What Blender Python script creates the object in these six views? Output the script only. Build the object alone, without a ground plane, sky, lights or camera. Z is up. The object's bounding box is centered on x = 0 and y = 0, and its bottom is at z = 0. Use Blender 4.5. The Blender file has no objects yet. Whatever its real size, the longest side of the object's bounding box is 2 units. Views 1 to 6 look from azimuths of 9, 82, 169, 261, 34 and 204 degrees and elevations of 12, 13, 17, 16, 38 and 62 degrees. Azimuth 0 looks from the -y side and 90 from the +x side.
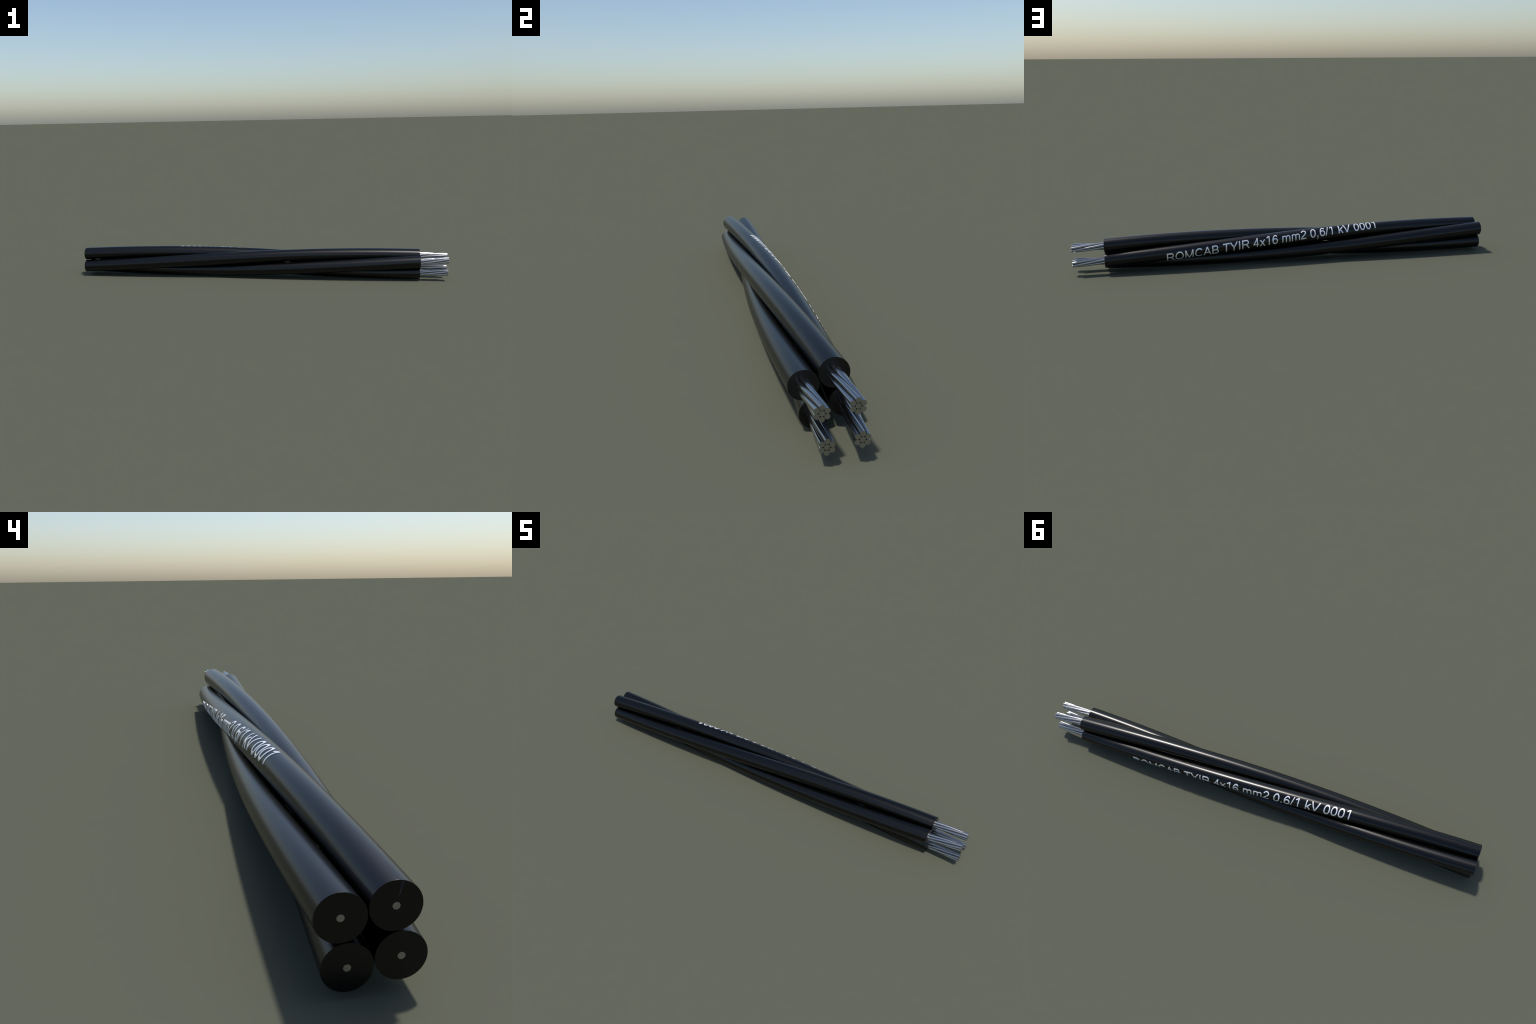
# Four black insulated conductors twisted into one overhead bundle.
# The bundle is described straight along x and then wound about its own axis.
import bpy, bmesh
from math import sin, cos, pi, radians, asin, hypot, atan2
from mathutils import Vector, geometry

# ------------------------------------------------------------------ sizes (m)
LAY_R = 0.0484            # bundle axis -> conductor axis
JACKET_R = 0.0334         # insulation radius
AXIS_Z = 0.0819           # height of the bundle axis
X_CUT, X_STRIP, X_TIP = -1.0, 0.855, 1.0
LAY_RATE = radians(82.1)  # winding of the four conductors, per metre
TIP_ANGLE = radians(52.5) # place of the first conductor on the bundle at X_TIP
WIRE_R, RING_R = 0.0056, 0.0115
WIRE_TURN = radians(57)   # extra turn of the six outer wires over the bare end
WIRE_PHASE = radians(87)
CORE_R_CUT = 0.0049
RIM = 0.00015             # softened edge of the cut insulation


def wind(x):
    return LAY_RATE * (X_TIP - x)


def axis_point(k, x):
    a = TIP_ANGLE + k * pi / 2 + wind(x)
    return Vector((x, LAY_R * cos(a), AXIS_Z + LAY_R * sin(a))), a


# ------------------------------------------------------------------ materials
def principled(name):
    m = bpy.data.materials.new(name)
    m.use_nodes = True
    nt = m.node_tree
    return m, nt, nt.nodes["Principled BSDF"]


def noise_ramp(nt, scale, lo, hi, stretch=(1, 1, 1), detail=3):
    tc = nt.nodes.new("ShaderNodeTexCoord")
    mp = nt.nodes.new("ShaderNodeMapping")
    mp.inputs["Scale"].default_value = stretch
    n = nt.nodes.new("ShaderNodeTexNoise")
    n.inputs["Scale"].default_value = scale
    n.inputs["Detail"].default_value = detail
    r = nt.nodes.new("ShaderNodeMapRange")
    r.inputs["From Min"].default_value = 0.3
    r.inputs["From Max"].default_value = 0.7
    r.inputs["To Min"].default_value = lo
    r.inputs["To Max"].default_value = hi
    nt.links.new(tc.outputs["Object"], mp.inputs["Vector"])
    nt.links.new(mp.outputs["Vector"], n.inputs["Vector"])
    nt.links.new(n.outputs["Fac"], r.inputs["Value"])
    return r.outputs["Result"]


def black_insulation():
    m, nt, b = principled("black_insulation")
    b.inputs["Base Color"].default_value = (0.0008, 0.0008, 0.0008, 1)
    b.inputs["Specular IOR Level"].default_value = 0.44
    nt.links.new(noise_ramp(nt, 9, 0.27, 0.285, (0.3, 1, 1)), b.inputs["Roughness"])
    return m


def bare_aluminium():
    m, nt, b = principled("bare_aluminium")
    b.inputs["Base Color"].default_value = (0.41, 0.41, 0.41, 1)
    b.inputs["Metallic"].default_value = 1.0
    nt.links.new(noise_ramp(nt, 60, 0.18, 0.22, (0.1, 1, 1)), b.inputs["Roughness"])
    return m


def white_ink():
    m, nt, b = principled("white_ink")
    b.inputs["Base Color"].default_value = (0.95, 0.95, 0.95, 1)
    b.inputs["Metallic"].default_value = 0.4
    b.inputs["Roughness"].default_value = 0.3
    return m


JACKET_MAT, WIRE_MAT, INK_MAT = black_insulation(), bare_aluminium(), white_ink()


# ------------------------------------------------------------------ helpers
def add_object(name, bm, mat, parent, sharp=35):
    me = bpy.data.meshes.new(name)
    bmesh.ops.recalc_face_normals(bm, faces=bm.faces)
    bm.to_mesh(me)
    bm.free()
    me.materials.append(mat)
    me.shade_smooth()
    me.set_sharp_from_angle(angle=radians(sharp))
    ob = bpy.data.objects.new(name, me)
    bpy.context.scene.collection.objects.link(ob)
    ob.parent = parent
    return ob


def sweep(stations, sides):
    """Closed tube through (centre, radius, start angle) stations; every ring
    lies in a plane of constant x, as a wound straight rod keeps it."""
    bm = bmesh.new()
    rings = []
    for c, r, a0 in stations:
        rings.append([bm.verts.new((c.x, c.y + r * cos(a0 + 2 * pi * i / sides),
                                    c.z + r * sin(a0 + 2 * pi * i / sides)))
                      for i in range(sides)])
    for p, q in zip(rings, rings[1:]):
        for i in range(sides):
            j = (i + 1) % sides
            bm.faces.new((p[i], p[j], q[j], q[i]))
    for ring, st in ((rings[0], stations[0]), (rings[-1], stations[-1])):
        mid = bm.verts.new(st[0])
        inset = [bm.verts.new(mid.co + (v.co - mid.co) * 0.985) for v in ring]
        for i in range(sides):
            j = (i + 1) % sides
            bm.faces.new((ring[i], ring[j], inset[j], inset[i]))
            bm.faces.new((inset[i], inset[j], mid))
    return bm


def spread(x0, x1, n):
    return [x0 + (x1 - x0) * i / n for i in range(n + 1)]


# ------------------------------------------------------------------ conductors
def jacket_mesh(k):
    xs = [X_CUT, X_CUT + RIM * 0.3, X_CUT + RIM, X_CUT + RIM * 2] + spread(X_CUT + 0.01, X_STRIP - 0.01, 180) \
        + [X_STRIP - RIM * 2, X_STRIP - RIM, X_STRIP - RIM * 0.3, X_STRIP]
    st = []
    for x in xs:
        d = min(x - X_CUT, X_STRIP - x)
        r = JACKET_R
        if d < RIM * 0.99:
            r -= RIM - (RIM ** 2 - (RIM - d) ** 2) ** 0.5
        c, a = axis_point(k, x)
        st.append((c, r, a))
    return sweep(st, 96)


def shade_sky_glint(jacket, k):
    """Sky glint shaded into a flat cut face: sliver normals
    tilted towards the rim."""
    me = jacket.data
    c, _ = axis_point(k, X_CUT)
    aim = radians(103.5)
    normals = [Vector(n.vector) for n in me.corner_normals]
    face = min((p for p in me.polygons if abs(p.center.x - X_CUT) < 1e-5),
               key=lambda p: abs(atan2(p.center.z - c.z, p.center.y - c.y) - aim)
               - (0.001 if len(p.vertices) == 3 else 0))
    for li in face.loop_indices:
        d = me.vertices[me.loops[li].vertex_index].co - c
        lean = 0.75 if d.length > JACKET_R * 0.5 else 0.0
        normals[li] = (Vector((-1, 0, 0)) + d.normalized() * lean).normalized()
    me.normals_split_custom_set(normals)


def wire_mesh(k, n):
    """n = None: the straight core wire; 0..5: the outer wires laid round it."""
    st = []
    if n is None:
        for x in [X_CUT - 0.0004] + spread(X_CUT + 0.01, X_TIP, 120):
            c, a = axis_point(k, x)
            r = CORE_R_CUT + (WIRE_R - CORE_R_CUT) * (x - X_CUT) / (X_TIP - X_CUT)
            st.append((c, r, 0.0))
    else:
        for x in spread(X_STRIP - 0.02, X_TIP, 40):
            c, a = axis_point(k, x)
            t = WIRE_PHASE + n * pi / 3 + wind(x) + WIRE_TURN * (X_TIP - x) / (X_TIP - X_STRIP)
            st.append((c + Vector((0, RING_R * cos(t), RING_R * sin(t))), WIRE_R, t))
    return sweep(st, 32)


# ------------------------------------------------------------------ lettering
# Grotesque capitals drawn as pen strokes in 1/1000 em; a stroke is
# (points, width, lowest y, highest y) or, when closed, a ring.
PEN = 92
PEN_WEIGHT = 0.96


def arc(cx, cy, rx, ry, a0, a1, n=18, p=2.0):
    out = []
    for i in range(n + 1):
        a = radians(a0 + (a1 - a0) * i / n)
        c, s = cos(a), sin(a)
        out.append((cx + rx * (abs(c) ** (2 / p)) * (1 if c >= 0 else -1),
                    cy + ry * (abs(s) ** (2 / p)) * (1 if s >= 0 else -1)))
    return out


def pen(pts, w=PEN, lo=-400, hi=900):
    return ("open", pts, w, lo, hi)


def ring(cx, cy, rx, ry, p=2.15, n=56):
    return ("ring", arc(cx, cy, rx, ry, 0, 360, n, p)[:-1], PEN, -400, 900)


def zero():
    return [ring(277, 353, 190, 320, 2.3)]


def letter_r():
    return [pen([(126, 0), (126, 716)], 96),
            pen([(126, 673), (420, 673)] + arc(425, 516, 178, 157, 85, -85) + [(420, 359), (126, 359)], 84),
            pen([(350, 359), (430, 345), (490, 280), (560, 175), (680, -25)], 94, 0)]


GLYPHS = {
    "R": (722, letter_r()),
    "O": (778, [ring(390, 358, 296, 323)]),
    "M": (833, [pen([(118, 0), (118, 716)], 90), pen([(714, 0), (714, 716)], 90),
                pen([(112, 745), (428, -35)], 94, 0, 716), pen([(720, 745), (404, -35)], 94, 0, 716)]),
    "C": (722, [pen(arc(385, 358, 289, 323, 40, 318, 40, 2.1))]),
    "A": (667, [pen([(40, -25), (340, 745)], 92, 0, 716), pen([(626, -25), (326, 745)], 92, 0, 716),
                pen([(140, 258), (526, 258)], 80)]),
    "B": (667, [pen([(121, 0), (121, 716)], 94),
                pen([(121, 673), (370, 673)] + arc(375, 526, 148, 147, 85, -85) + [(370, 379), (121, 379)], 84),
                pen([(121, 377), (390, 377)] + arc(400, 210, 170, 168, 85, -85) + [(390, 42), (121, 42)], 84)]),
    "T": (611, [pen([(306, 0), (306, 716)], 95), pen([(23, 673), (589, 673)], 85)]),
    "Y": (667, [pen([(38, 745), (340, 285)], 95, -400, 716), pen([(628, 745), (326, 285)], 95, -400, 716),
                pen([(333, 0), (333, 325)], 95)]),
    "I": (278, [pen([(140, 0), (140, 716)], 95)]),
    "4": (556, [pen([(366, 0), (366, 716)], 88), pen([(13, 211), (508, 211)], 80),
                pen([(30, 172), (400, 742)], 84, 172, 716)]),
    "x": (500, [pen([(45, -20), (446, 540)], 94, 0, 519), pen([(456, -20), (54, 540)], 94, 0, 519)]),
    "1": (556, [pen([(328, 0), (328, 719)], 88),
                pen([(109, 580), (195, 625), (265, 685), (312, 760)], 82, -400, 719)]),
    "6": (556, [ring(284, 228, 184, 196, 2.1),
                pen([(92, 225)] + arc(300, 330, 214, 343, 178, 92, 16) + arc(300, 520, 150, 153, 88, 18, 10), 88)]),
    "m": (833, [pen([(110, 0), (110, 519)], 88),
                pen([(110, 300)] + arc(264, 330, 152, 158, 178, 0, 18, 2.4) + [(416, 0)], 86),
                pen([(416, 300)] + arc(571, 330, 153, 158, 178, 0, 18, 2.4) + [(724, 0)], 86)]),
    "2": (556, [pen(arc(272, 510, 182, 164, 172, -15, 22) + [(425, 420), (360, 345), (230, 235), (140, 140), (84, 42)], 88),
                pen([(34, 42), (503, 42)], 85)]),
    "0": (556, zero()),
    ",": (278, [pen([(133, 0), (133, 100)], 100), pen([(163, 20), (158, -60), (135, -105), (95, -127)], 42)]),
    "/": (278, [pen([(30, -30), (248, 746)], 74, -12, 728)]),
    "k": (500, [pen([(110, 0), (110, 716)], 88), pen([(95, 160), (462, 540)], 92, -400, 519),
                pen([(225, 305), (460, -25)], 94, 0)]),
    "V": (667, [pen([(34, 745), (345, -30)], 95, 0, 716), pen([(633, 745), (322, -30)], 95, 0, 716)]),
}


def offset_sides(pts, w, closed):
    n = len(pts)
    left, right = [], []
    for i, p in enumerate(pts):
        q0 = pts[(i - 1) % n] if (closed or i) else None
        q1 = pts[(i + 1) % n] if (closed or i < n - 1) else None
        ds = []
        for a, b in ((q0, p), (p, q1)):
            if a is not None and b is not None:
                l = hypot(b[0] - a[0], b[1] - a[1]) or 1.0
                ds.append(((b[0] - a[0]) / l, (b[1] - a[1]) / l))
        tx, ty = sum(d[0] for d in ds), sum(d[1] for d in ds)
        l = hypot(tx, ty) or 1.0
        tx, ty = tx / l, ty / l
        mitre = min(1.0 / max(tx * ds[0][0] + ty * ds[0][1], 0.5), 1.6) * w / 2
        left.append((p[0] - ty * mitre, p[1] + tx * mitre))
        right.append((p[0] + ty * mitre, p[1] - tx * mitre))
    return left, right


def clip_y(poly, lim, keep_above):
    out = []
    for i, p in enumerate(poly):
        q = poly[(i + 1) % len(poly)]
        ip = p[1] >= lim if keep_above else p[1] <= lim
        iq = q[1] >= lim if keep_above else q[1] <= lim
        if ip:
            out.append(p)
        if ip != iq:
            t = (lim - p[1]) / (q[1] - p[1])
            out.append((p[0] + t * (q[0] - p[0]), lim))
    return out


def inside(poly, x, y):
    hit = False
    for i, (x0, y0) in enumerate(poly):
        x1, y1 = poly[i - 1]
        if (y0 > y) != (y1 > y) and x < (x1 - x0) * (y - y0) / (y1 - y0) + x0:
            hit = not hit
    return hit


def glyph_triangles(strokes):
    """Union of the strokes as a triangle net, cut into bands so it can bend."""
    shapes, loops = [], []
    for kind, pts, w, lo, hi in strokes:
        a, b = offset_sides(pts, w * PEN_WEIGHT, kind == "ring")
        if kind == "ring":
            shapes.append((a, b))
            loops += [a, b]
        else:
            poly = clip_y(clip_y(a + b[::-1], lo, True), hi, False)
            shapes.append((poly, None))
            loops.append(poly)
    verts, edges = [], []
    for lp in loops:
        s = len(verts)
        verts += [Vector(p) for p in lp]
        edges += [(s + i, s + (i + 1) % len(lp)) for i in range(len(lp))]
    for i in range(24):
        y = -160.3 + i * 40.7
        edges.append((len(verts), len(verts) + 1))
        verts += [Vector((-60, y)), Vector((900, y))]
    vs, _, fs, *_ = geometry.delaunay_2d_cdt(verts, edges, [], 0, 0.01)
    keep = []
    for f in fs:
        cx = sum(vs[i].x for i in f) / 3
        cy = sum(vs[i].y for i in f) / 3
        for a, b in shapes:
            ina = inside(a, cx, cy)
            if b is None and ina or b is not None and ina != inside(b, cx, cy):
                keep.append(f)
                break
    return vs, keep


TEXT = "ROMCAB TYIR 4x16 mm2 0,6/1 kV 0001"
EM = 0.0567
TEXT_X0 = 0.5797          # pen start; the line runs towards -x
TEXT_TILT = radians(-23.8)
INK_H = 0.0010


def letter_mesh(k, strokes, pen_x):
    vs, faces = glyph_triangles(strokes)
    bm = bmesh.new()
    low, top = {}, {}

    def place(i, lift):
        x = TEXT_X0 - (pen_x + vs[i].x) * EM / 1000
        v = (vs[i].y - 358) * EM / 1000
        c, a = axis_point(k, x)
        t = a + TEXT_TILT + asin(max(-0.99, min(0.99, v / JACKET_R)))
        r = JACKET_R + lift
        return bm.verts.new((x, c.y + r * cos(t), c.z + r * sin(t)))

    count = {}
    for f in faces:
        for i in f:
            if i not in top:
                top[i] = place(i, INK_H)
                low[i] = place(i, -0.0008)
        for a, b in ((f[0], f[1]), (f[1], f[2]), (f[2], f[0])):
            count[(a, b)] = 1
        bm.faces.new([top[i] for i in f])
        bm.faces.new([low[i] for i in reversed(f)])
    for a, b in count:
        if (b, a) not in count:
            bm.faces.new((top[a], low[a], low[b], top[b]))
    return bm


# ------------------------------------------------------------------ assembly
bundle = bpy.data.objects.new("twisted_cable", None)
bpy.context.scene.collection.objects.link(bundle)
bundle["label"] = "four black insulated cables twisted together with bare aluminium wire ends"
bundle["category"] = "electric cable"

PRINTED = 3               # the conductor that carries the line of print
for k in range(4):
    jacket = add_object("insulated_conductor", jacket_mesh(k), JACKET_MAT, bundle)
    add_object("core_wire", wire_mesh(k, None), WIRE_MAT, jacket)
    for n in range(6):
        add_object("outer_wire", wire_mesh(k, n), WIRE_MAT, jacket)
    if k == PRINTED:
        shade_sky_glint(jacket, k)
        at = 0
        for ch in TEXT:
            if ch == " ":
                at += 278
                continue
            adv, strokes = GLYPHS[ch]
            add_object("printed_letter", letter_mesh(k, strokes, at), INK_MAT, jacket)
            at += adv
